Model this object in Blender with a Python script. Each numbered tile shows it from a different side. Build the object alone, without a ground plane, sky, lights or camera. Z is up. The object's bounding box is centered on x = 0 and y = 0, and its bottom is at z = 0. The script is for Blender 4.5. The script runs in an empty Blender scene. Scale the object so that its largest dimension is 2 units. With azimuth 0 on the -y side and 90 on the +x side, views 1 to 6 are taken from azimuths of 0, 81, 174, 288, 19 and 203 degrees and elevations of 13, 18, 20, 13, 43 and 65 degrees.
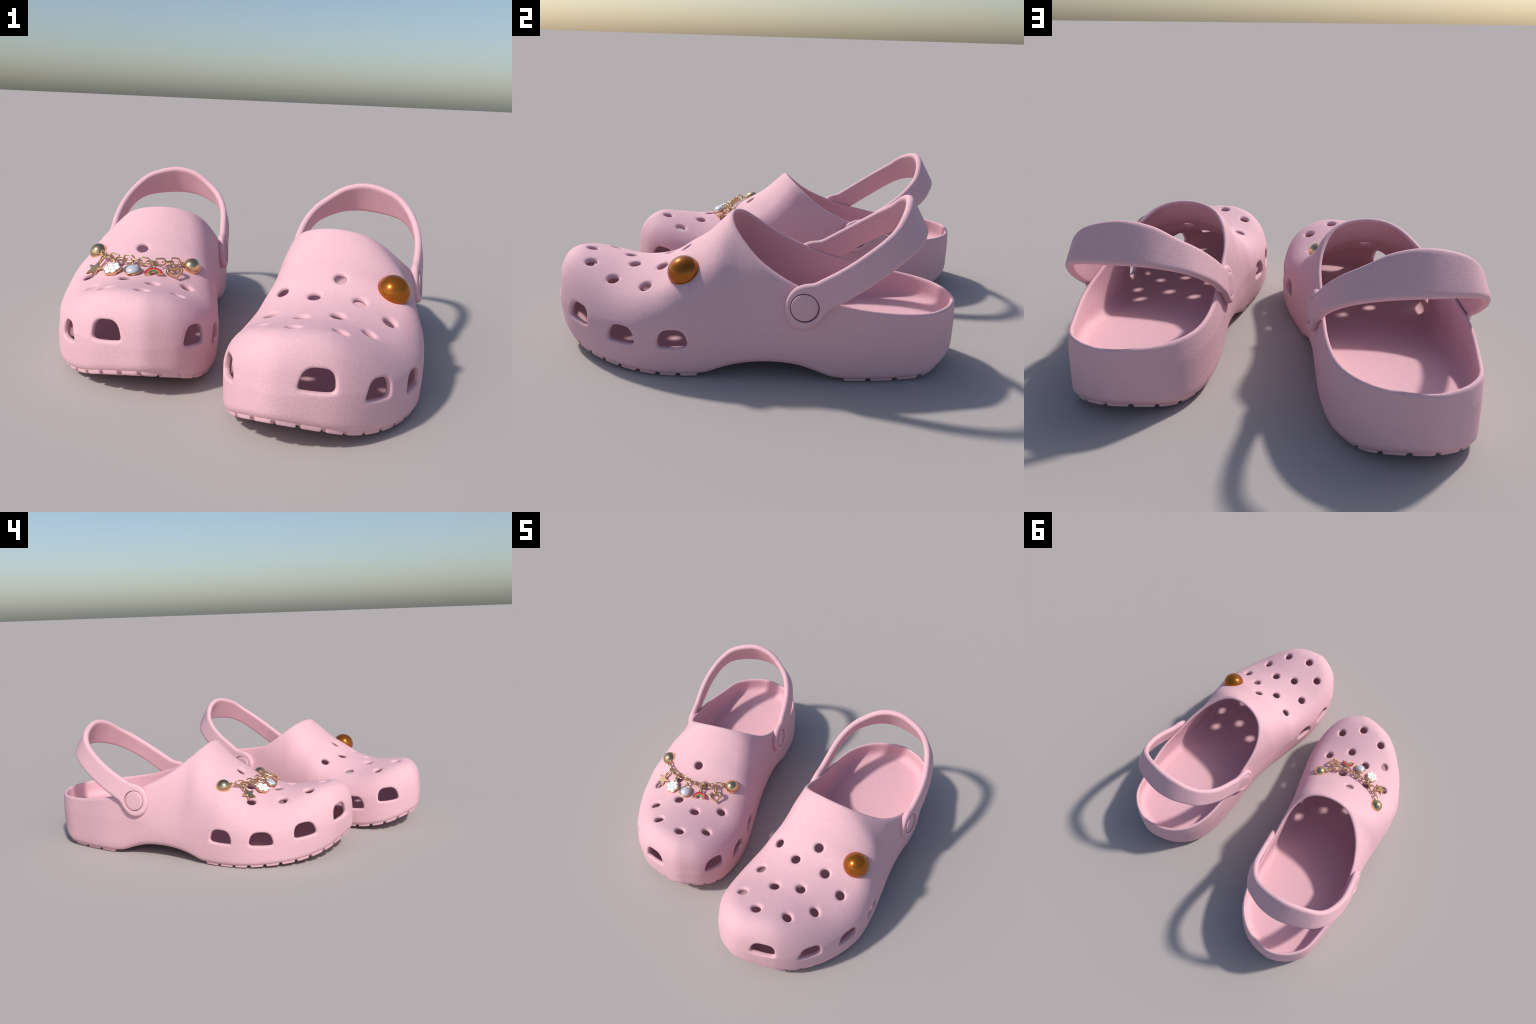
"""A pair of pink foam clogs: one with an amber dome stud, one with a gold charm chain.

Each shoe is described in a local frame (x lateral, -y toe, z up).  The moulded foam
body is an implicit solid (outline + ridge profile + sole profile, hollowed, trimmed by
the rim profile, pierced by vents), meshed with a small surface-nets routine.
The second shoe is the mirror image of the first."""
import bpy, bmesh, math
import numpy as np
from mathutils import Vector, Matrix

RNG = np.random.default_rng(7)
scene = bpy.context.scene

# ------------------------------------------------------------------ placement
TURN = math.radians(-15.4)
ORIGIN_B = np.array([-0.42, 0.23])
SHIFT = np.array([-0.006, 0.25])


def place_right(p):                       # local -> world, charm-chain shoe (mirrored)
    p = np.atleast_2d(np.asarray(p, float))
    return np.c_[-p[:, 0] + ORIGIN_B[0], p[:, 1] + ORIGIN_B[1], p[:, 2]]


def place_left(p):                        # local -> world, amber-stud shoe
    b = place_right(p)
    c, s = math.cos(TURN), math.sin(TURN)
    q = (b[:, :2] - SHIFT) @ np.array([[c, -s], [s, c]])
    return np.c_[-q[:, 0], q[:, 1], b[:, 2]]


# ------------------------------------------------------------------ curves
def smooth_interp(x, xs, ys):
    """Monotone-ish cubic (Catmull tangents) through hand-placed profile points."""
    xs = np.asarray(xs, float); ys = np.asarray(ys, float)
    d = np.diff(ys) / np.diff(xs)
    m = np.empty_like(ys); m[0] = d[0]; m[-1] = d[-1]
    w = np.diff(xs)
    m[1:-1] = (d[:-1] * w[1:] + d[1:] * w[:-1]) / (w[1:] + w[:-1])
    x = np.clip(x, xs[0], xs[-1])
    i = np.clip(np.searchsorted(xs, x) - 1, 0, len(xs) - 2)
    h = xs[i + 1] - xs[i]; t = (x - xs[i]) / h
    return ((2*t**3 - 3*t**2 + 1) * ys[i] + (t**3 - 2*t**2 + t) * h * m[i]
            + (-2*t**3 + 3*t**2) * ys[i + 1] + (t**3 - t**2) * h * m[i + 1])


def spline(points, n, closed=False):
    """Centripetal-like Catmull-Rom through points, n samples, uniform arc length."""
    P = np.asarray(points, float)
    if closed:
        Q = np.vstack([P[-1], P, P[0], P[1]])
    else:
        Q = np.vstack([2*P[0] - P[1], P, 2*P[-1] - P[-2]])
    out = []
    for k in range(1, len(Q) - 2):
        t = np.linspace(0, 1, 40, endpoint=False)[:, None]
        a, b, c, d = Q[k-1], Q[k], Q[k+1], Q[k+2]
        out.append(0.5*((2*b) + (-a+c)*t + (2*a-5*b+4*c-d)*t**2 + (-a+3*b-3*c+d)*t**3))
    out = np.vstack(out + [Q[-2][None]])
    L = np.r_[0, np.cumsum(np.linalg.norm(np.diff(out, axis=0), axis=1))]
    s = np.linspace(0, L[-1], n, endpoint=not closed)
    return np.stack([np.interp(s, L, out[:, j]) for j in range(out.shape[1])], 1)


def smax(a, b, k):
    h = np.maximum(k - np.abs(a - b), 0.0) / k
    return np.maximum(a, b) + h*h*k*0.25


# ------------------------------------------------------------------ shoe shape rules
OUTLINE = [(-.052, -.914), (-.124, -.899), (-.196, -.859), (-.255, -.782), (-.29, -.681), (-.305, -.57),
           (-.301, -.44), (-.285, -.311), (-.27, -.181), (-.267, -.03), (-.270, .1), (-.277, .25), (-.282, .4),
           (-.271, .519), (-.235, .618), (-.169, .699), (-.088, .746), (.01, .769), (.097, .748), (.161, .709),
           (.211, .651), (.246, .548), (.286, .38), (.303, .2), (.317, .02), (.338, -.131), (.361, -.301),
           (.364, -.42), (.342, -.529), (.296, -.646), (.231, -.752), (.149, -.838), (.059, -.884)]
OUTLINE_S = spline(OUTLINE, 400, closed=True)

# Profiles along the shoe: (stations on y, values).  _l is the lateral, _m the medial side.
PROFILE = {
    # height of the upper along its ridge, and where the ridge runs
    'ridge': ([-1.0, -.86, -.78, -.72, -.655, -.585, -.52, -.46, -.39, -.32, -.25, -.2, -.155, -.08, 0, .1],
              [0.388, 0.383, 0.376, 0.368, 0.359, 0.352, 0.356, 0.367, 0.391, 0.439, 0.484, 0.532, 0.579, 0.62, 0.655, 0.691]),
    'ridge_x': ([-1.0, -.7, -.4, -.1, .2], [0.03, 0.032, 0.016, -0.025, -0.055]),
    # how strongly the upper falls away from its ridge
    'dome_l': ([-1.0, -.8, -.65, -.5, -.36, -.28, -.2, -.1, 0, .2], [2.17, 1.83, 1.39, 1.04, .96, 1.16, 1.62, 2.7, 2.98, 3.0]),
    'dome_m': ([-1.0, -.8, -.65, -.5, -.36, -.28, -.2, -.1, 0, .2], [0.43, 0.6, 0.81, 0.97, 1.3, 1.66, 2.18, 3.05, 3.46, 3.67]),
    # the wall tucks in towards the sole ...
    'tuck_l': ([-1.0, -.8, -.6, -.3, 0, .3, .55, .8], [0.019, 0.016, 0.005, 0.008, 0.012, 0.014, 0.012, 0.007]),
    'tuck_m': ([-1.0, -.8, -.6, -.3, 0, .3, .55, .8], [0.002, 0.006, 0.009, 0.015, 0.021, 0.03, 0.033, 0.036]),
    'tuck_h': ([-1.0, -.6, 0, .5, .8], [0.168, 0.142, 0.107, 0.066, 0.045]),
    # ... and leans in above mid height
    'lean_l': ([-1.0, -.6, -.2, .1, .4, .8], [0.141, 0.067, 0.042, 0.051, 0.055, 0.073]),
    'lean_m': ([-1.0, -.6, -.2, .1, .4, .8], [0.099, 0.068, 0.093, 0.103, 0.082, 0.063]),
    # softness of the shoulder between wall and top
    'round': ([-1.0, -.75, -.5, -.2, .1, .3], [0.136, 0.102, 0.09, 0.1, 0.065, 0.022]),
    # underside, with toe spring, arch and heel spring
    'ground': ([-1.0, -.93, -.86, -.8, -.7, -.6, -.5, -.25, -.19, -.15, -.11, -.02, .04, .1, .163, .225, .287, .34, .4, .55, .65, .7, .75, .8],
               [0.146, 0.113, 0.078, 0.05, 0.024, 0.013, 0.006, 0.001, 0.006, 0.022, 0.036, 0.054, 0.058, 0.057, 0.049, 0.029, 0.006, 0.0, 0.0, 0.0, 0.011, 0.03, 0.051, 0.075]),
    # side-view profile of the foot opening
    'rim': ([-.30, -.155, -.085, -.015, .08, .14, .205, .33, .46, .54, .63, .8],
            [.735, .588, .522, .464, .410, .383, .357, .320, .297, .288, .285, .286]),
    'footbed': ([-1.0, -.8, -.6, -.3, -.1, .1, .25, .4, .6, .8], [0.15, 0.12, 0.098, 0.0925, 0.099, 0.119, 0.144, 0.166, 0.185, 0.194]),
}


SOFTEN = {'ridge': .014, 'rim': .012, 'ground': .010, 'footbed': .03}   # blur along y, others .035
_Y = np.linspace(-1.15, .95, 2101)
_TABLE = {}


def prof(name, y):
    if name not in _TABLE:
        v = smooth_interp(_Y, *PROFILE[name])
        sg = SOFTEN.get(name, .035)/(_Y[1] - _Y[0]); k = np.arange(-int(3*sg), int(3*sg) + 1)
        w = np.exp(-.5*(k/sg)**2); w /= w.sum()
        _TABLE[name] = np.convolve(np.pad(v, len(k)//2, mode='edge'), w, mode='valid')
    return np.interp(y, _Y, _TABLE[name])


def ground_line(y):
    return prof('ground', y)


def footbed(y):
    return prof('footbed', y)


def side_mix(name, x, y):
    s = .5 + .5*np.tanh(x/.06)
    return prof(name + '_l', y)*s + prof(name + '_m', y)*(1 - s)


TREAD = 0.009
VOXEL = 0.0042

VENTS = [(.038, -.333), (-.172, -.368), (-.041, -.419), (.125, -.411), (-.175, -.527), (-.048, -.595),
         (.068, -.542), (.238, -.449), (-.161, -.702), (-.038, -.765), (.105, -.716), (.184, -.598), (.228, -.292)]
VENT_R = 0.0215
# side windows: centre, width at the sill, height, tilt (radians)
WINDOWS = [((.357, -.315, .159), .112, .068, 0.05), ((.334, -.522, .153), .116, .066, -0.0), ((.237, -.722, .187), .114, .068, -0.12),
           ((.071, -.872, .245), .114, .072, -0.10), ((-.232, -.793, .217), .112, .072, 0.13), ((-.298, -.611, .160), .114, .068, 0.05),
           ((-.302, -.42, .158), .110, .068, -0.05)]


def outline_distance(X, Y):
    A = OUTLINE_S; B = np.roll(A, -1, 0)
    p = np.stack([X.ravel(), Y.ravel()], 1)
    best = np.full(len(p), 9.0); inside = np.zeros(len(p), bool)
    for a, b in zip(A, B):
        ab = b - a; ap = p - a
        t = np.clip((ap @ ab) / (ab @ ab), 0, 1)
        d = ap - t[:, None]*ab
        best = np.minimum(best, (d*d).sum(1))
        if a[1] != b[1]:
            c = (a[1] > p[:, 1]) != (b[1] > p[:, 1])
            xi = a[0] + (p[:, 1] - a[1]) * (b[0] - a[0]) / (b[1] - a[1])
            inside ^= c & (p[:, 0] < xi)
    d = np.sqrt(best)
    return np.where(inside, -d, d).reshape(X.shape)


class Field:
    """The foam body sampled on a regular grid."""
    def __init__(self):
        h = VOXEL
        self.lo = np.array([-.34, -.97, -.01]); hi = np.array([.40, .81, .63])
        n = np.ceil((hi - self.lo)/h).astype(int) + 1
        xs, ys, zs = [(self.lo[i] + h*np.arange(n[i])).astype(np.float32) for i in range(3)]
        X, Y = np.meshgrid(xs, ys, indexing='ij')
        P = outline_distance(X, Y).astype(np.float32)
        self.P = P; self.xs, self.ys, self.zs = xs, ys, zs
        f32 = lambda a: np.asarray(a, np.float32)
        zb = f32(ground_line(ys))
        U = X - f32(prof('ridge_x', ys))[None]
        fall = np.where(U > 0, f32(prof('dome_l', ys))[None], f32(prof('dome_m', ys))[None])
        T = f32(prof('ridge', ys))[None] - fall*U**2
        gx, gy = -2*fall*U, np.gradient(f32(prof('ridge', ys)), h)[None]
        slope = np.sqrt(1 + gx**2 + gy**2)
        Z = zs[None, None, :]
        arch = np.clip(f32(ground_line(ys))/.055, 0, 1)*((ys > -.24) & (ys < .36))
        edge = np.clip(1 + P/.07, 0, 1); edge = edge*edge*(3 - 2*edge)
        under = zb[None, :] + f32(.010*arch)[None, :]*edge          # the arch flares up to the side walls
        hz = np.maximum(Z - zb[None, :, None], 0)
        tuck = f32(side_mix('tuck', X, Y))[:, :, None]
        lean = f32(side_mix('lean', X, Y))[:, :, None]
        wall = P[:, :, None] + tuck*np.clip(1 - hz/f32(prof('tuck_h', ys))[None, :, None], 0, 1)**2
        wall = wall + lean*np.maximum(Z - np.float32(.2), 0)
        top = (Z - T[:, :, None]) / slope[:, :, None]
        skin = smax(wall, top, f32(prof('round', ys))[None, :, None])
        body = smax(skin, (under + np.float32(TREAD*1.0)*(1 - f32(arch)[None, :]))[:, :, None] - Z, np.float32(.030))
        R = f32(prof('rim', ys))[None, :, None]
        t = 0.018 + 0.008*np.clip((R - Z)/0.25, 0, 1)
        floor = f32(footbed(ys))[None, :, None] + 0.0*X[:, :, None] - Z
        cavity = smax(skin + t, floor, np.float32(.045))
        body = smax(body, -cavity, np.float32(.010))
        dR = np.gradient(f32(prof('rim', ys)), h)
        body = smax(body, (Z - R)/np.sqrt(1 + dR**2)[None, :, None], np.float32(.017))
        self.skin = skin
        self.F = body
        self.vents = []
        for vx, vy in VENTS:
            self._vent(vx, vy)
        for w in WINDOWS:
            self._window(*w)

    def index(self, p):
        return (np.asarray(p) - self.lo)/VOXEL

    def sample(self, A, p):
        g = np.clip(self.index(p), 0, np.array(A.shape) - 1.001)
        i = g.astype(int); f = g - i
        out = 0
        for dx in (0, 1):
            for dy in (0, 1):
                for dz in (0, 1):
                    w = (f[:, 0] if dx else 1-f[:, 0])*(f[:, 1] if dy else 1-f[:, 1])*(f[:, 2] if dz else 1-f[:, 2])
                    out = out + w*A[i[:, 0]+dx, i[:, 1]+dy, i[:, 2]+dz]
        return out

    def gradient(self, A, p):
        e = VOXEL
        g = np.stack([self.sample(A, p + np.eye(3)[i]*e) - self.sample(A, p - np.eye(3)[i]*e) for i in range(3)], 1)
        return g/np.maximum(np.linalg.norm(g, axis=1), 1e-9)[:, None]

    def surface_top(self, x, y):
        """Highest point of the outer skin above (x, y) and its normal."""
        zs = np.linspace(.1, .62, 400)
        p = np.c_[np.full(400, x), np.full(400, y), zs]
        v = self.sample(self.skin, p)
        i = np.where(v < 0)[0]
        z = zs[i[-1]] if len(i) else .3
        q = np.array([x, y, z])
        return q, self.gradient(self.skin, q[None])[0]

    def _box(self, c, r):
        a = np.maximum(np.floor(self.index(np.asarray(c) - r)).astype(int), 0)
        b = np.minimum(np.ceil(self.index(np.asarray(c) + r)).astype(int) + 1, self.F.shape)
        sl = tuple(slice(a[i], b[i]) for i in range(3))
        return sl, np.meshgrid(self.xs[sl[0]], self.ys[sl[1]], self.zs[sl[2]], indexing='ij')

    def _vent(self, x, y):
        c, n = self.surface_top(x, y)
        n = n*np.array([.8, .8, 1]); n /= np.linalg.norm(n)
        self.vents.append((c, n))
        sl, (X, Y, Z) = self._box(c, .075)
        d = np.stack([X - c[0], Y - c[1], Z - c[2]], -1)
        ax = d @ n
        rad = np.sqrt(np.maximum((d*d).sum(-1) - ax**2, 0))
        hole = np.maximum(rad - VENT_R, np.abs(ax) - .065)
        self.F[sl] = smax(self.F[sl], -hole.astype(np.float32), np.float32(.016))

    def _window(self, c, w, h, tilt):
        c = np.asarray(c)
        g = self.gradient(self.skin, c[None])[0]
        n = np.array([g[0], g[1], 0.15*g[2]]); n /= np.linalg.norm(n)
        t = np.cross([0, 0, 1], n); t /= np.linalg.norm(t)
        up = np.cross(n, t)
        t, up = t*math.cos(tilt) + up*math.sin(tilt), up*math.cos(tilt) - t*math.sin(tilt)
        sl, (X, Y, Z) = self._box(c, .13)
        d = np.stack([X - c[0], Y - c[1], Z - c[2]], -1)
        a, v, s = d @ t, d @ up, d @ n
        side = (np.abs(a) - (w*.5 + .005 - (v/h + .5)*.013))*0.98
        roof = v - (h*.5 + .004 - 1.1*a*a)
        shape = smax(smax(side, roof, .036), -v - (h*.5 - .001 - .8*a*a), .020)
        hole = np.maximum(shape, np.abs(s) - .085)
        self.F[sl] = smax(self.F[sl], -hole.astype(np.float32), np.float32(.011))


def surface_nets(F, lo, h):
    """Quads of the zero level of F (negative inside)."""
    S = F < 0
    nx, ny, nz = [s - 1 for s in F.shape]
    cnt = np.zeros((nx, ny, nz), np.uint8)
    for dx in (0, 1):
        for dy in (0, 1):
            for dz in (0, 1):
                cnt += S[dx:dx+nx, dy:dy+ny, dz:dz+nz]
    cells = np.argwhere((cnt > 0) & (cnt < 8))
    ids = np.full((nx, ny, nz), -1, np.int64)
    ids[tuple(cells.T)] = np.arange(len(cells))
    acc = np.zeros((len(cells), 3)); num = np.zeros(len(cells))
    corners = [(a, b, c) for a in (0, 1) for b in (0, 1) for c in (0, 1)]
    V = {c: F[cells[:, 0]+c[0], cells[:, 1]+c[1], cells[:, 2]+c[2]] for c in corners}
    for c in corners:
        for ax in range(3):
            if c[ax] == 0:
                d = list(c); d[ax] = 1; d = tuple(d)
                m = (V[c] < 0) != (V[d] < 0)
                t = V[c][m]/(V[c][m] - V[d][m])
                pt = np.tile(np.array(c, float), (m.sum(), 1)); pt[:, ax] = t
                acc[m] += pt; num[m] += 1
    verts = lo + h*(cells + acc/num[:, None])
    quads = []
    for ax in range(3):
        u, v = (ax+1) % 3, (ax+2) % 3
        a = [slice(None)]*3; b = [slice(None)]*3
        a[ax] = slice(0, -1); b[ax] = slice(1, None)
        A, B = S[tuple(a)], S[tuple(b)]
        e = np.argwhere(A != B)
        e = e[(e[:, u] > 0) & (e[:, v] > 0) & (e[:, u] < F.shape[u]-1) & (e[:, v] < F.shape[v]-1)]
        ins = A[tuple(e.T)]
        def cid(du, dv):
            q = e.copy(); q[:, u] += du; q[:, v] += dv
            return ids[tuple(q.T)]
        q = np.stack([cid(-1, -1), cid(0, -1), cid(0, 0), cid(-1, 0)], 1)
        q[~ins] = q[~ins][:, ::-1]
        quads.append(q)
    return verts, np.vstack(quads)


# ------------------------------------------------------------------ materials
def principled(name):
    m = bpy.data.materials.new(name); m.use_nodes = True
    nt = m.node_tree; b = nt.nodes['Principled BSDF']
    return m, nt, b


def foam_material():
    m, nt, b = principled('pink_foam')
    N = nt.nodes; L = nt.links
    b.inputs['Roughness'].default_value = 0.72
    b.inputs['Specular IOR Level'].default_value = 0.35
    tc = N.new('ShaderNodeTexCoord')
    big = N.new('ShaderNodeTexNoise'); big.inputs['Scale'].default_value = 3.0; big.inputs['Detail'].default_value = 3
    L.new(tc.outputs['Object'], big.inputs['Vector'])
    ramp = N.new('ShaderNodeValToRGB')
    ramp.color_ramp.elements[0].position = .35; ramp.color_ramp.elements[1].position = .65
    ramp.color_ramp.elements[0].color = (.755, .452, .503, 1)
    ramp.color_ramp.elements[1].color = (.77, .464, .516, 1)
    L.new(big.outputs['Fac'], ramp.inputs['Fac']); L.new(ramp.outputs['Color'], b.inputs['Base Color'])
    # leathery grain: short wandering wrinkles
    warp = N.new('ShaderNodeTexNoise'); warp.inputs['Scale'].default_value = 40; warp.inputs['Detail'].default_value = 2
    L.new(tc.outputs['Object'], warp.inputs['Vector'])
    add = N.new('ShaderNodeMixRGB'); add.blend_type = 'ADD'; add.inputs['Fac'].default_value = .02
    L.new(tc.outputs['Object'], add.inputs['Color1']); L.new(warp.outputs['Color'], add.inputs['Color2'])
    fine = N.new('ShaderNodeTexNoise'); fine.inputs['Scale'].default_value = 210; fine.inputs['Detail'].default_value = 3
    fine.inputs['Distortion'].default_value = 1.6
    L.new(add.outputs['Color'], fine.inputs['Vector'])
    bump = N.new('ShaderNodeBump'); bump.inputs['Strength'].default_value = .5; bump.inputs['Distance'].default_value = .004
    L.new(fine.outputs['Fac'], bump.inputs['Height']); L.new(bump.outputs['Normal'], b.inputs['Normal'])
    return m


def simple(name, color, rough, metal=0.0, coat=0.0, spec=.5):
    m, nt, b = principled(name)
    b.inputs['Base Color'].default_value = (*color, 1)
    b.inputs['Roughness'].default_value = rough
    b.inputs['Metallic'].default_value = metal
    b.inputs['Coat Weight'].default_value = coat
    b.inputs['Coat Roughness'].default_value = .06
    b.inputs['Specular IOR Level'].default_value = spec
    return m


FOAM = foam_material()
GOLD = simple('gold', (.77, .53, .29), .14, metal=1.0)
GOLD_SATIN = simple('satin_gold', (.74, .52, .28), .30, metal=1.0)
AMBER = simple('amber_pearl', (.40, .115, .006), .17, metal=.72, coat=.2)
STONE = simple('white_stone', (.93, .93, .95), .22, coat=.4)
PEARL = simple('pearl', (.66, .68, .76), .16, metal=.35, coat=.5)
ENAMEL = [simple('dark_red_enamel', (.22, .022, .018), .25), simple('red_enamel', (.68, .035, .075), .25, coat=.3),
          simple('ochre_enamel', (.56, .26, .045), .25, coat=.3), simple('green_enamel', (.03, .20, .09), .25, coat=.3)]


# ------------------------------------------------------------------ object helpers
def mesh_object(name, verts, faces, mat, normals=None, smooth=True):
    me = bpy.data.meshes.new(name)
    me.from_pydata([tuple(v) for v in np.asarray(verts, float)], [], [list(map(int, f)) for f in faces])
    me.materials.append(mat)
    if smooth:
        me.polygons.foreach_set('use_smooth', [True]*len(me.polygons))
    me.update()
    if normals is not None:
        me.normals_split_custom_set_from_vertices([tuple(n) for n in normals])
    ob = bpy.data.objects.new(name, me)
    scene.collection.objects.link(ob)
    return ob


def fast_mesh(name, verts, quads, mat, normals):
    me = bpy.data.meshes.new(name)
    me.vertices.add(len(verts)); me.vertices.foreach_set('co', verts.astype(np.float32).ravel())
    me.loops.add(quads.size); me.loops.foreach_set('vertex_index', quads.astype(np.int32).ravel())
    me.polygons.add(len(quads)); me.polygons.foreach_set('loop_start', np.arange(0, quads.size, 4, dtype=np.int32))
    me.polygons.foreach_set('loop_total', np.full(len(quads), 4, np.int32))
    me.update(calc_edges=True); me.validate()
    me.materials.append(mat)
    me.polygons.foreach_set('use_smooth', np.ones(len(quads), bool))
    me.normals_split_custom_set_from_vertices(normals.astype(np.float32))
    ob = bpy.data.objects.new(name, me)
    scene.collection.objects.link(ob)
    return ob


def direction(place, d):
    return place(np.asarray(d)[None])[0] - place(np.zeros((1, 3)))[0]


def adopt(child, parent):
    child.parent = parent
    child.matrix_parent_inverse = Matrix.Translation(parent.location).inverted()


def shoe_root(name, label, place):
    e = bpy.data.objects.new(name, None)
    e.empty_display_size = .1
    scene.collection.objects.link(e)
    e.location = place(np.zeros((1, 3)))[0]
    e['label'] = label; e['category'] = 'shoe'
    return e


# ------------------------------------------------------------------ body
FIELD = Field()
BV, BQ = surface_nets(FIELD.F, FIELD.lo, VOXEL)
for _ in range(3):            # settle vertices: relax, then project on the surface
    e = np.vstack([BQ[:, [0, 1]], BQ[:, [1, 2]], BQ[:, [2, 3]], BQ[:, [3, 0]]])
    acc = np.zeros_like(BV); num = np.zeros(len(BV))
    for j in range(3):
        acc[:, j] = np.bincount(e[:, 0], BV[e[:, 1], j], len(BV)) + np.bincount(e[:, 1], BV[e[:, 0], j], len(BV))
    num = np.bincount(e[:, 0], minlength=len(BV)) + np.bincount(e[:, 1], minlength=len(BV))
    BV = .5*BV + .5*acc/num[:, None]
    G = FIELD.gradient(FIELD.F, BV)
    step = np.clip(FIELD.sample(FIELD.F, BV), -.003, .003)
    BV = BV - .9*step[:, None]*G
BN = FIELD.gradient(FIELD.F, BV)

# regions of the one-piece body
fc = BV[BQ].mean(1); fn = BN[BQ].mean(1)
inner = FIELD.sample(FIELD.skin, fc) < -.012
is_floor = inner & (fn[:, 2] > .55) & (fc[:, 2] < footbed(fc[:, 1]) + .03)
side_line = smooth_interp(fc[:, 1], [-1, -.85, -.6, -.3, .8], [.17, .15, .105, .10, .10])
is_sole = ~inner & (fc[:, 2] < side_line)
REGIONS = {'footbed': is_floor, 'sole': is_sole & ~is_floor, 'upper': ~is_floor & ~is_sole}


def build_body(root, place):
    V = place(BV); o = place(np.zeros((1, 3)))
    N = place(BN) - o
    flip = True if np.linalg.det(place(np.eye(3)) - o) < 0 else False
    for name, mask in REGIONS.items():
        q = BQ[mask]
        used, inv = np.unique(q, return_inverse=True)
        q = inv.reshape(q.shape)
        if flip:
            q = q[:, ::-1]
        adopt(fast_mesh(name, V[used], q, FOAM, N[used]), root)


# ------------------------------------------------------------------ tread blocks
def build_tread(root, place):
    ring = OUTLINE_S
    nxt = np.roll(ring, -1, 0) - np.roll(ring, 1, 0)
    nrm = np.c_[nxt[:, 1], -nxt[:, 0]]; nrm /= np.linalg.norm(nrm, axis=1)[:, None]
    if outline_distance(ring[:1, 0] + .01*nrm[0, 0], ring[:1, 1] + .01*nrm[0, 1])[0] > 0:
        nrm = -nrm                                   # inward
    seg = np.linalg.norm(np.diff(np.vstack([ring, ring[:1]]), axis=0), axis=1)
    S = np.r_[0, np.cumsum(seg)]; total = S[-1]
    ext = np.vstack([ring, ring[:1]]); extn = np.vstack([nrm, nrm[:1]])
    at = lambda s: (np.array([np.interp(s % total, S, ext[:, j]) for j in (0, 1)]),
                    np.array([np.interp(s % total, S, extn[:, j]) for j in (0, 1)]))
    # blocks follow the rim of the forefoot and, a little longer, of the heel; none under the arch
    half = [x for x in np.linspace(0, total, 2000, endpoint=False)]
    ys = np.array([at(x)[0][1] for x in half])
    spans = []
    for keep, pitch in ((ys < -.215, .082), (ys > .33, .104)):
        run = np.where(keep)[0]
        cut = np.where(np.diff(run) > 1)[0]
        if len(cut):                                   # the run wraps past the start of the outline
            run = np.r_[run[cut[0]+1:], run[:cut[0]+1] + len(half)]
        lo_, hi_ = run[0]*total/len(half), run[-1]*total/len(half)
        m = round((hi_ - lo_)/pitch)
        for i in range(m):
            spans.append((lo_ + (hi_ - lo_)*i/m, lo_ + (hi_ - lo_)*(i + 1)/m - RNG.uniform(.005, .009)))
    for s0, s1 in spans:
        n = 7
        bot, up = [], []
        for s in np.linspace(s0, s1, n):
            c, d = at(s)
            for inset in (None, .075):
                e = float(side_mix('tuck', c[0], c[1]))
                a = c + d*((e*.6 + .010) if inset is None else inset)
                zb = float(ground_line(a[1]))
                up.append((a[0], a[1], zb + .026))
                ctr, dc = at((s0+s1)/2 + (s - (s0+s1)/2)*.84)     # blocks taper towards the ground
                a = ctr + dc*((e*.6 + .013) if inset is None else inset)
                bot.append((a[0], a[1], float(ground_line(a[1]))))
        m = len(bot)
        verts = np.array(bot + up)
        faces = []
        for k in range(n - 1):
            a, b = 2*k, 2*k+2
            faces += [(a, a+1, b+1, b), (a+m, b+m, b+1+m, a+1+m), (a, b, b+m, a+m), (a+1, a+1+m, b+1+m, b+1)]
        faces += [(0, m, m+1, 1), (2*n-2, 2*n-1, 2*n-1+m, 2*n-2+m)]
        bm = bmesh.new()
        vs = [bm.verts.new(p) for p in place(verts)]
        for f in faces:
            bm.faces.new([vs[j] for j in f])
        bmesh.ops.recalc_face_normals(bm, faces=bm.faces)
        sharp = [ed for ed in bm.edges if ed.calc_face_angle(0) > .8]
        bmesh.ops.bevel(bm, geom=sharp, offset=.0045, segments=3, affect='EDGES', profile=.5, clamp_overlap=True)
        me = bpy.data.meshes.new('tread_block'); bm.to_mesh(me); bm.free()
        me.polygons.foreach_set('use_smooth', [True]*len(me.polygons))
        me.materials.append(FOAM)
        ob = bpy.data.objects.new('tread_block', me); scene.collection.objects.link(ob); adopt(ob, root)


# ------------------------------------------------------------------ heel strap
STRAP_TOP = [(.284, .218, .407), (.282, .31, .465), (.263, .391, .523), (.218, .475, .589), (.147, .521, .648), (.02, .543, .682),
             (-.089, .529, .663), (-.168, .494, .610), (-.223, .438, .559), (-.255, .353, .495), (-.264, .218, .407)]
STRAP_LOW = [(.306, .27, .307), (.301, .34, .352), (.282, .438, .42), (.240, .527, .486), (.164, .589, .524), (.02, .622, .54),
             (-.089, .610, .535), (-.176, .565, .509), (-.235, .511, .473), (-.274, .399, .398), (-.281, .27, .307)]
DISC_L = np.array([.298, .178, .309]); DISC_M = np.array([-.273, .170, .311])
DISC_R = .080; STRAP_T = .032; RIVET_R = .0515


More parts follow.
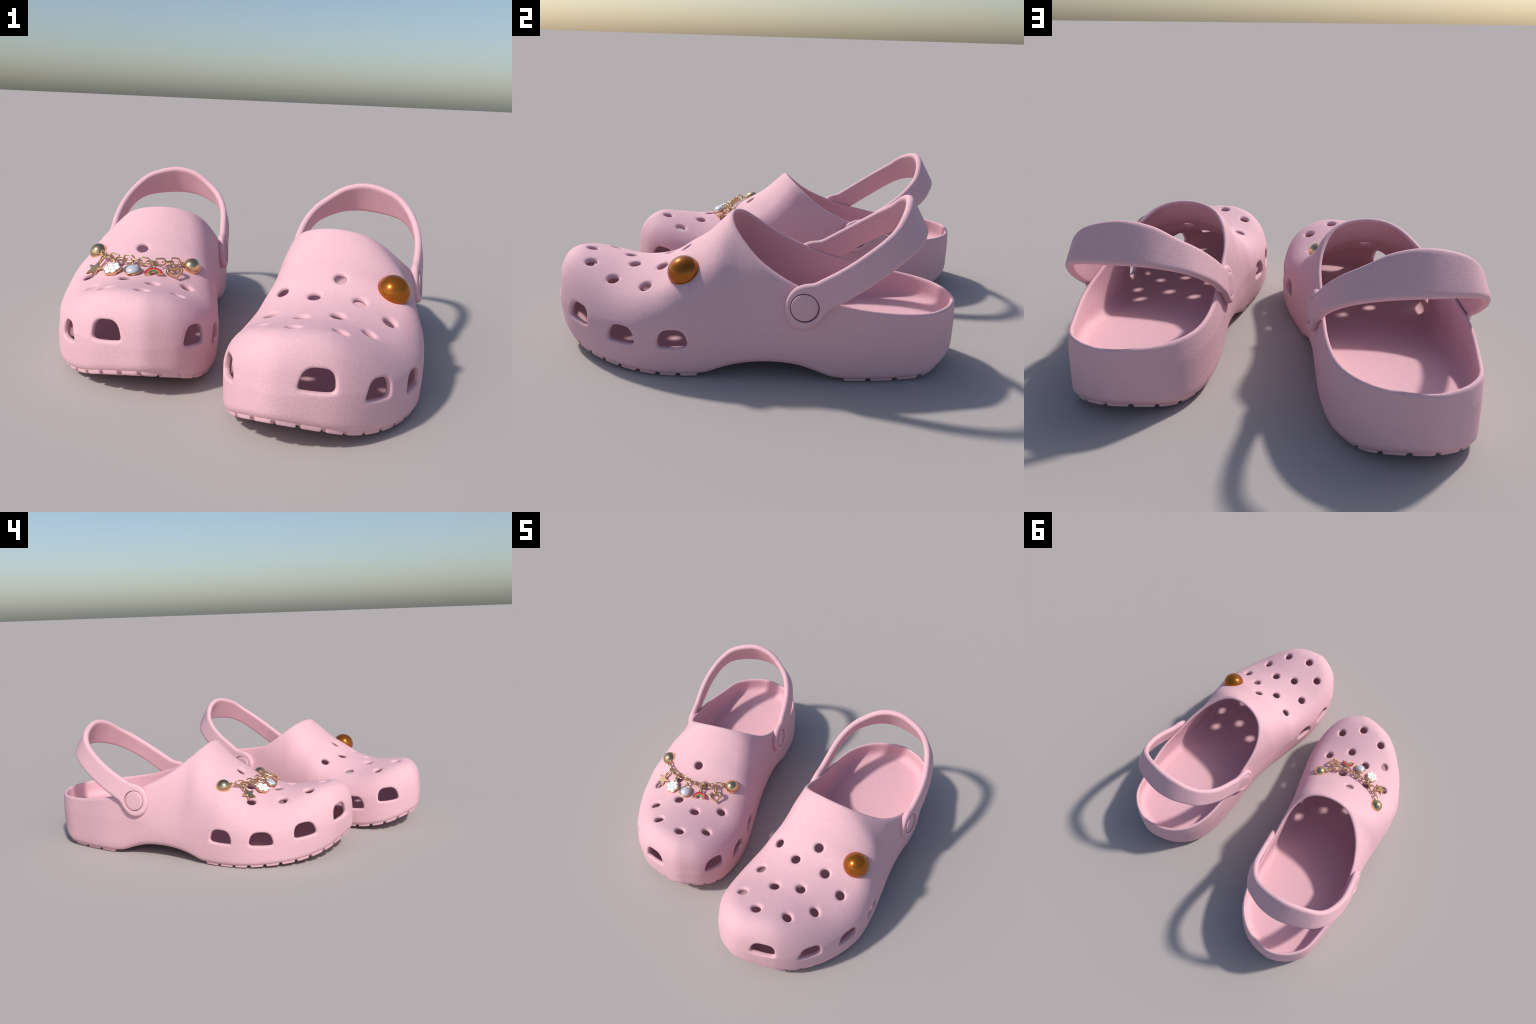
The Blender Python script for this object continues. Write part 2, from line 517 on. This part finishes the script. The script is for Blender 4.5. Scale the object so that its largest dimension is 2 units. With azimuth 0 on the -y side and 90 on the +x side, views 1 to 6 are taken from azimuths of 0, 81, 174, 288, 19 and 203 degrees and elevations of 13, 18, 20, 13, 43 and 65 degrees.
def strap_geometry():
    n = 150
    a = spline(STRAP_TOP, n); b = spline(STRAP_LOW, n)
    mid = (a + b)/2; half = np.linalg.norm(a - b, axis=1)/2; across = (a - b)/(2*half[:, None])
    # straight run-in from each disc centre to the first band station
    def runin(c, m, ac, hw):
        k = 14
        t = np.linspace(0, 1, k, endpoint=False)[:, None]
        return c + (m - c)*t, np.tile(ac, (k, 1)), np.full(k, hw)
    p0, c0, h0 = runin(DISC_L, mid[0], across[0], half[0]); p1, c1, h1 = runin(DISC_M, mid[-1], across[-1], half[-1])
    P = np.vstack([p0, mid, p1[::-1]]); A = np.vstack([c0, across, c1[::-1]]); H = np.r_[h0, half, h1[::-1]]
    # extend beyond the disc centres to the round tips
    k = 22; th = np.linspace(math.pi/2, 0.0, k, endpoint=False)[::-1]
    th = np.linspace(0.04, math.pi/2, k, endpoint=False)
    d0 = P[0] - P[2]; d0 /= np.linalg.norm(d0); d1 = P[-1] - P[-3]; d1 /= np.linalg.norm(d1)
    tip0 = P[0] + d0*(DISC_R*np.cos(th))[:, None]; tip1 = (P[-1] + d1*(DISC_R*np.cos(th))[:, None])[::-1]
    N0 = len(P)
    P = np.vstack([tip0, P, tip1]); A = np.vstack([np.tile(A[0], (k, 1)), A, np.tile(A[-1], (k, 1))]); H = np.r_[np.zeros(k), H, np.zeros(k)]
    # smooth the frames a little
    for _ in range(6):
        A[1:-1] = (A[:-2] + 2*A[1:-1] + A[2:])/4; P[1:-1] = np.where(True, (P[:-2] + 6*P[1:-1] + P[2:])/8, P[1:-1])
    A /= np.linalg.norm(A, axis=1)[:, None]
    T = np.gradient(P, axis=0); T /= np.linalg.norm(T, axis=1)[:, None]
    Nn = np.cross(T, A); Nn /= np.linalg.norm(Nn, axis=1)[:, None]
    cen = np.array([0, .25, .4]); sgn = np.sign(((P - cen)*Nn).sum(1).mean()); Nn *= sgn
    dl = np.linalg.norm(P - DISC_L, axis=1); dm = np.linalg.norm(P - DISC_M, axis=1); dd = np.minimum(dl, dm)
    circ = np.sqrt(np.maximum(DISC_R**2 - dd**2, 0))
    in_tip = np.zeros(len(P), bool); in_tip[:k] = True; in_tip[-k:] = True
    band = np.where(in_tip, 0, H)
    W = np.where(in_tip, circ, smax(circ, band, .03))
    W[~in_tip] = np.where(dd[~in_tip] > .12, band[~in_tip], W[~in_tip])
    W = np.maximum(W, .004)
    # neck eases into the band
    for _ in range(4):
        W[k+1:-k-1] = (W[k:-k-2] + 2*W[k+1:-k-1] + W[k+2:-k])/4
    m = 20
    v = np.sin(np.linspace(-math.pi/2, math.pi/2, m + 1))
    rho = .015
    s = np.r_[0, np.cumsum(np.linalg.norm(np.diff(P, axis=0), axis=1))]
    endd = np.minimum(s, s[-1] - s) + .001
    verts, faces = [], []
    for sgnn in (1, -1):
        for i in range(len(P)):
            for vv in v:
                off = vv*W[i]
                d = W[i] - abs(off)
                if in_tip[i]:
                    d = min(DISC_R - math.hypot(off, dd[i]) + .0005, d)
                q = max(0.0, min(1.0, d/rho))
                t = STRAP_T/2*math.sqrt(max(0, 1 - (1-q)**2))
                verts.append(P[i] + A[i]*off + Nn[i]*(sgnn*t))
    verts = np.array(verts); M = m + 1; half_n = len(P)*M
    for i in range(len(P) - 1):
        for j in range(m):
            a0 = i*M + j
            faces.append((a0, a0+1, a0+M+1, a0+M))
            faces.append((half_n+a0, half_n+a0+M, half_n+a0+M+1, half_n+a0+1))
    return verts, faces


STRAP_V, STRAP_F = strap_geometry()


def disc_axis(c):
    """Outward normal of the strap end at a disc centre."""
    i = np.argmin(np.linalg.norm(STRAP_V - c, axis=1))
    n = np.array([np.sign(c[0]), 0.06, 0.10]); return n/np.linalg.norm(n)


def lathe(profile, axis, centre, n=48):
    """Revolve (radius, height) pairs around an axis through centre."""
    axis = np.asarray(axis, float)/np.linalg.norm(axis)
    u = np.cross(axis, [0, .3, 1.]); u /= np.linalg.norm(u); w = np.cross(axis, u)
    verts, faces = [], []
    for r, h in profile:
        for k in range(n):
            a = 2*math.pi*k/n
            verts.append(centre + axis*h + (u*math.cos(a) + w*math.sin(a))*max(r, 1e-5))
    for i in range(len(profile) - 1):
        for k in range(n):
            a, b = i*n + k, i*n + (k+1) % n
            faces.append((a, b, b+n, a+n))
    return np.array(verts), faces


def weld(ob, dist=1e-4):
    bm = bmesh.new(); bm.from_mesh(ob.data)
    bmesh.ops.remove_doubles(bm, verts=bm.verts, dist=dist)
    bmesh.ops.holes_fill(bm, edges=[e for e in bm.edges if e.is_boundary], sides=0)
    bmesh.ops.recalc_face_normals(bm, faces=bm.faces)
    bm.to_mesh(ob.data); bm.free()
    ob.data.polygons.foreach_set('use_smooth', [True]*len(ob.data.polygons))


def build_strap(root, place):
    ob = mesh_object('heel_strap', place(STRAP_V), STRAP_F, FOAM)
    weld(ob, 2e-4)
    for c in (DISC_L, DISC_M):
        n = disc_axis(c)
        prof = [(0, -.002), (RIVET_R + .0035, -.002), (RIVET_R + .0035, .02), (RIVET_R + .0035, .04), (0, .04)]
        v, f = lathe(prof, n, c)
        cut = mesh_object('cutter', place(v), f, FOAM); weld(cut)
        mod = ob.modifiers.new('cut', 'BOOLEAN'); mod.object = cut; mod.operation = 'DIFFERENCE'; mod.solver = 'EXACT'
        dg = bpy.context.evaluated_depsgraph_get()
        me = bpy.data.meshes.new_from_object(ob.evaluated_get(dg))
        ob.modifiers.clear(); old = ob.data; ob.data = me; bpy.data.meshes.remove(old)
        bpy.data.objects.remove(cut)
        me.name = 'heel_strap'
        h = STRAP_T/2
        prof = [(0, h), (RIVET_R*.6, h), (RIVET_R - .004, h - .0003), (RIVET_R - .0012, h - .0015), (RIVET_R, h - .004), (RIVET_R, -.004), (0, -.010)]
        v, f = lathe(prof, n, c)
        r = mesh_object('rivet', place(v), f, FOAM); weld(r); adopt(r, ob)
    me = ob.data
    me.polygons.foreach_set('use_smooth', [True]*len(me.polygons))
    me.set_sharp_from_angle(angle=math.radians(42))
    adopt(ob, root)


# ------------------------------------------------------------------ studs and charms
def unit(v):
    v = np.asarray(v, float); return v/np.linalg.norm(v)


def dome_stud(name, root, place, x, y, r, height, mat):
    """A polished dome whose flat side sits in a vent."""
    c, n = FIELD.surface_top(x, y)
    # taller than a hemisphere, slightly drawn in under its equator
    eq = height - r
    outline = [(0, -.025), (VENT_R*.8, -.025), (VENT_R*.8, -.006), (r*.80, -.006)]
    for a in np.linspace(-.62, math.pi/2, 26):
        outline.append((r*math.cos(a), eq + r*.98*math.sin(a)*(1 if a > 0 else .55)))
    v, f = lathe([q for q in outline], n, c, 64)
    ob = mesh_object(name, place(v), f, mat); weld(ob, 1e-5)
    ob.data.set_sharp_from_angle(angle=math.radians(60))
    adopt(ob, root)
    return c, n


class Frame:
    """Charm frame on the vamp: up points to its ring, n faces outward."""
    def __init__(self, centre, ring, face):
        self.o = np.asarray(centre, float)
        up = unit(np.asarray(ring, float) - self.o)
        n = unit(face); n = unit(n - up*(n @ up))
        self.up, self.n, self.r = up, n, np.cross(up, n)

    def at(self, x, y, z=0.0):
        return self.o + self.r*x + self.up*y + self.n*z

    def map(self, pts):
        p = np.asarray(pts, float)
        return self.o + p[:, :1]*self.r + p[:, 1:2]*self.up + p[:, 2:3]*self.n


def prism(name, root, place, frame, loops, z0, z1, mat, bevel=.0012):
    """Extrude a 2D outline (first loop) with optional hole (second loop) between z0 and z1."""
    bm = bmesh.new()
    rings = []
    for loop in loops:
        lo = [bm.verts.new(p) for p in place(frame.map([(x, y, z0) for x, y in loop]))]
        hi = [bm.verts.new(p) for p in place(frame.map([(x, y, z1) for x, y in loop]))]
        m = len(lo)
        for i in range(m):
            bm.faces.new((lo[i], lo[(i+1) % m], hi[(i+1) % m], hi[i]))
        rings.append((lo, hi))
    if len(loops) == 1:
        bm.faces.new(rings[0][0]); bm.faces.new(rings[0][1])
    else:
        m = len(rings[0][0])
        for k in (0, 1):
            a, b = rings[0][k], rings[1][k]
            for i in range(m):
                bm.faces.new((a[i], a[(i+1) % m], b[(i+1) % m], b[i]))
    bmesh.ops.recalc_face_normals(bm, faces=bm.faces)
    if bevel:
        e = [x for x in bm.edges if x.calc_face_angle(0) > 1.0]
        bmesh.ops.bevel(bm, geom=e, offset=bevel, segments=2, affect='EDGES', profile=.5)
    me = bpy.data.meshes.new(name); bm.to_mesh(me); bm.free()
    me.polygons.foreach_set('use_smooth', [True]*len(me.polygons)); me.set_sharp_from_angle(angle=math.radians(35))
    me.materials.append(mat)
    ob = bpy.data.objects.new(name, me); scene.collection.objects.link(ob); adopt(ob, root)
    return ob


def link_mesh(length, width, wire, sides=8, n=28):
    """A stadium-shaped wire link in the xy plane."""
    r = width/2; s = max(length/2 - r, 0)
    path = [(s + r*math.cos(a), r*math.sin(a)) for a in np.linspace(-math.pi/2, math.pi/2, n//2)]
    path += [(-s + r*math.cos(a), r*math.sin(a)) for a in np.linspace(math.pi/2, 1.5*math.pi, n//2)]
    P = np.array(path); T = np.roll(P, -1, 0) - np.roll(P, 1, 0); T /= np.linalg.norm(T, axis=1)[:, None]
    N = np.c_[T[:, 1], -T[:, 0]]
    v, f = [], []
    for p, q in zip(P, N):
        for k in range(sides):
            a = 2*math.pi*(k + .5)/sides
            v.append((p[0] + q[0]*wire*math.cos(a), p[1] + q[1]*wire*math.cos(a), wire*math.sin(a)))
    m = len(P)
    for i in range(m):
        for k in range(sides):
            f.append((i*sides+k, ((i+1) % m)*sides+k, ((i+1) % m)*sides+(k+1) % sides, i*sides+(k+1) % sides))
    me = bpy.data.meshes.new('chain_link'); me.from_pydata(v, [], f)
    me.polygons.foreach_set('use_smooth', [True]*len(me.polygons)); me.materials.append(GOLD)
    return me


def put_link(name, me, root, place, a, b, face, scale=1.0):
    """Lay a link from a to b (local points), its flat side facing 'face'."""
    A, B = place(np.array([a, b]))
    n = unit(direction(place, face)); x = unit(B - A); n = unit(n - x*(n @ x)); y = np.cross(n, x)
    M = Matrix(((x[0], y[0], n[0], 0), (x[1], y[1], n[1], 0), (x[2], y[2], n[2], 0), (0, 0, 0, 1)))
    M.translation = Vector((A + B)/2)
    ob = bpy.data.objects.new(name, me); scene.collection.objects.link(ob)
    ob.parent = root; ob.matrix_parent_inverse = Matrix.Translation(root.location).inverted()
    ob.matrix_basis = M
    return ob


def lump(name, root, place, centre, n, r, height, mat, seg=24):
    """A low polished cabochon."""
    prof_ = [(r*math.cos(a), height*math.sin(a)) for a in np.linspace(0, math.pi/2, 9)]
    v, f = lathe([(r*.96, -.002)] + prof_, n, np.asarray(centre, float), seg)
    ob = mesh_object(name, place(v), f, mat); weld(ob, 1e-6); adopt(ob, root)
    return ob


def circle_pts(r, n, a0=0.0, a1=2*math.pi, end=False):
    return [(r*math.cos(a), r*math.sin(a)) for a in np.linspace(a0, a1, n, endpoint=end)]


CHAIN = [(.218, -.330, .402), (.203, -.356, .400), (.186, -.378, .399), (.160, -.398, .398), (.128, -.413, .396), (.095, -.424, .396), (.060, -.433, .397),
         (.018, -.441, .395), (-.025, -.445, .392), (-.062, -.434, .392), (-.096, -.416, .391), (-.128, -.395, .383), (-.150, -.383, .374)]


def build_charms(root, place):
    dome_stud('gold_stud', root, place, .234, -.299, .0385, .036, GOLD)
    dome_stud('gold_stud', root, place, -.174, -.369, .0385, .041, GOLD)
    path = spline(CHAIN, 400)
    for p in path:                                   # rest on the vamp, never inside it
        q, n = FIELD.surface_top(p[0], p[1])
        p[2] = max(p[2], q[2] + .010)
    L = np.r_[0, np.cumsum(np.linalg.norm(np.diff(path, axis=0), axis=1))]
    at = lambda s: np.array([np.interp(s, L, path[:, j]) for j in range(3)])
    big, small = link_mesh(.046, .028, .0035), link_mesh(.031, .022, .0033)
    count = 13; pitch = L[-1]/count
    for i in range(count):
        c = at((i + .5)*pitch); d = unit(at(min((i + 1)*pitch, L[-1])) - at(i*pitch))
        _, n = FIELD.surface_top(c[0], c[1])
        side = np.cross(d, n)
        tilt = [.35, -1.05][i % 2] + RNG.uniform(-.22, .22)
        face = n*math.cos(tilt) + side*math.sin(tilt)
        c = c + n*(.003 if i % 2 else 0.0) + np.array([0, 0, RNG.uniform(-.001, .002)])
        put_link('chain_link', big if 0 < i < count - 1 else small, root, place, c - d*.02, c + d*.02, face)

    def hang(frame, ring, top):
        """Oval jump ring from the chain to the charm, plus a small bail on the charm."""
        bail = frame.at(0, top)
        mid = unit(np.asarray(ring) - bail)
        put_link('jump_ring', link_ring, root, place, bail - mid*.004, np.asarray(ring) + mid*.004, np.cross(mid, frame.n)*.9 + frame.n*.35)
        put_link('charm_bail', link_bail, root, place, frame.at(0, top - .006), frame.at(0, top + .006), frame.n)

    link_ring = link_mesh(.044, .020, .0031); link_ring.name = 'jump_ring'
    link_bail = link_mesh(.016, .013, .0024); link_bail.name = 'charm_bail'
    normal = lambda x, y: FIELD.surface_top(x, y)[1]

    # star
    ring = (.189, -.381, .396)
    fr = Frame((.217, -.431, .352), ring, normal(.21, -.42) + [0.0, -.15, .1])
    star = []
    for k in range(5):
        for r, o in ((.0405, 0), (.0170, .5)):
            a = math.pi/2 + 2*math.pi*(k + o)/5
            star.append((r*math.cos(a), r*math.sin(a)))
    body = prism('star_charm', root, place, fr, [star], -.005, .005, GOLD)
    face = [(x*.86, y*.86) for x, y in star]
    prism('star_face', body, place, fr, [face], .003, .0058, GOLD_SATIN, bevel=0)
    hang(fr, ring, .040)

    # flower of white stones
    ring = (.128, -.413, .394)
    fr = Frame((.135, -.479, .367), ring, normal(.13, -.47) + [.05, -.22, .1])
    petals = []
    for a in np.linspace(0, 2*math.pi, 96, endpoint=False):
        petals.append(((.0322 + .0044*abs(math.cos(3*a)))*math.cos(a), (.0322 + .0044*abs(math.cos(3*a)))*math.sin(a)))
    body = prism('flower_charm', root, place, fr, [petals], -.008, .004, GOLD)
    for k in range(7):
        rr = 0 if k == 6 else .0235
        a = 2*math.pi*k/6
        lump('flower_stone', body, place, fr.at(rr*math.cos(a), rr*math.sin(a), .004), fr.n, .0123, .0064, STONE, 20)
        if k < 6:
            lump('stone_prong', body, place, fr.at(.0128*math.cos(a + .52), .0128*math.sin(a + .52), .006), fr.n, .0022, .004, GOLD, 8)
    for dx in (-.006, .006):
        lump('flower_stone', body, place, fr.at(dx, .040, .002), fr.n, .0045, .004, STONE, 12)
    hang(fr, ring, .037)

    # pearl in a bezel
    ring = (.062, -.431, .395)
    fr = Frame((.049, -.497, .370), ring, normal(.05, -.49) + [0, -.12, .1])
    prof_ = [(0, -.009), (.025, -.009), (.0325, -.003), (.0345, .002), (.034, .006), (.0315, .0075), (.0285, .0055), (.027, .002), (0, .002)]
    v, f = lathe(prof_, fr.n, fr.o, 56)
    body = mesh_object('pearl_charm', place(v), f, GOLD); weld(body, 1e-6); adopt(body, root)
    lump('pearl', body, place, fr.at(0, 0, .003), fr.n, .0272, .0165, PEARL, 48)
    hang(fr, ring, .037)

    # rainbow
    ring = (-.025, -.445, .390)
    fr = Frame((-.038, -.512, .362), ring, normal(-.04, -.5) + [0, -.45, .1])
    arc = lambda r0, r1: circle_pts(r1, 30, 0, math.pi, True) + circle_pts(r0, 30, math.pi, 0, True)
    body = prism('rainbow_charm', root, place, fr, [arc(.0125, .0375)], -.006, .004, GOLD)
    for (r0, r1), m, nm in zip(((.0330, .0366), (.0262, .0322), (.0212, .0254), (.0152, .0204)), ENAMEL,
                               ('dark_red_band', 'red_band', 'ochre_band', 'green_band')):
        prism(nm, body, place, fr, [arc(r0, r1)], .003, .0047, m, bevel=0)
    hang(fr, ring, .040)

    # beaded open heart
    ring = (-.094, -.416, .389)
    fr = Frame((-.121, -.476, .360), ring, normal(-.12, -.47) + [-.05, -.75, .1])
    def heart(k, n=64):
        out = []
        for t in np.linspace(0, 2*math.pi, n, endpoint=False):
            x = 16*math.sin(t)**3; y = 13*math.cos(t) - 5*math.cos(2*t) - 2*math.cos(3*t) - math.cos(4*t)
            out.append((x*.00225*k, (y + 2.2)*.00225*k))
        return out
    outer = heart(1.0); inner = heart(.64)
    body = prism('heart_charm', root, place, fr, [outer, inner], -.005, .003, GOLD, bevel=.001)
    mid = heart(.82, 400); P = np.array(mid); LL = np.r_[0, np.cumsum(np.linalg.norm(np.diff(np.vstack([P, P[:1]]), axis=0), axis=1))]
    nb = 26
    for k in range(nb):
        s_ = LL[-1]*(k + .5)/nb
        q = [np.interp(s_, LL, np.r_[P[:, j], P[0, j]]) for j in (0, 1)]
        lump('heart_bead', body, place, fr.at(q[0], q[1], .003), fr.n, .0036, .0036, GOLD, 10)
    hang(fr, ring, .034)


# ------------------------------------------------------------------ assemble
left = shoe_root('foam_clog', 'pink foam clog with heel strap and amber dome stud', place_left)
right = shoe_root('foam_clog', 'pink foam clog with heel strap and gold charm chain', place_right)
for root, place in ((left, place_left), (right, place_right)):
    build_body(root, place)
    build_tread(root, place)
    build_strap(root, place)
dome_stud('amber_stud', left, place_left, .232, -.297, .0645, .060, AMBER)
build_charms(right, place_right)
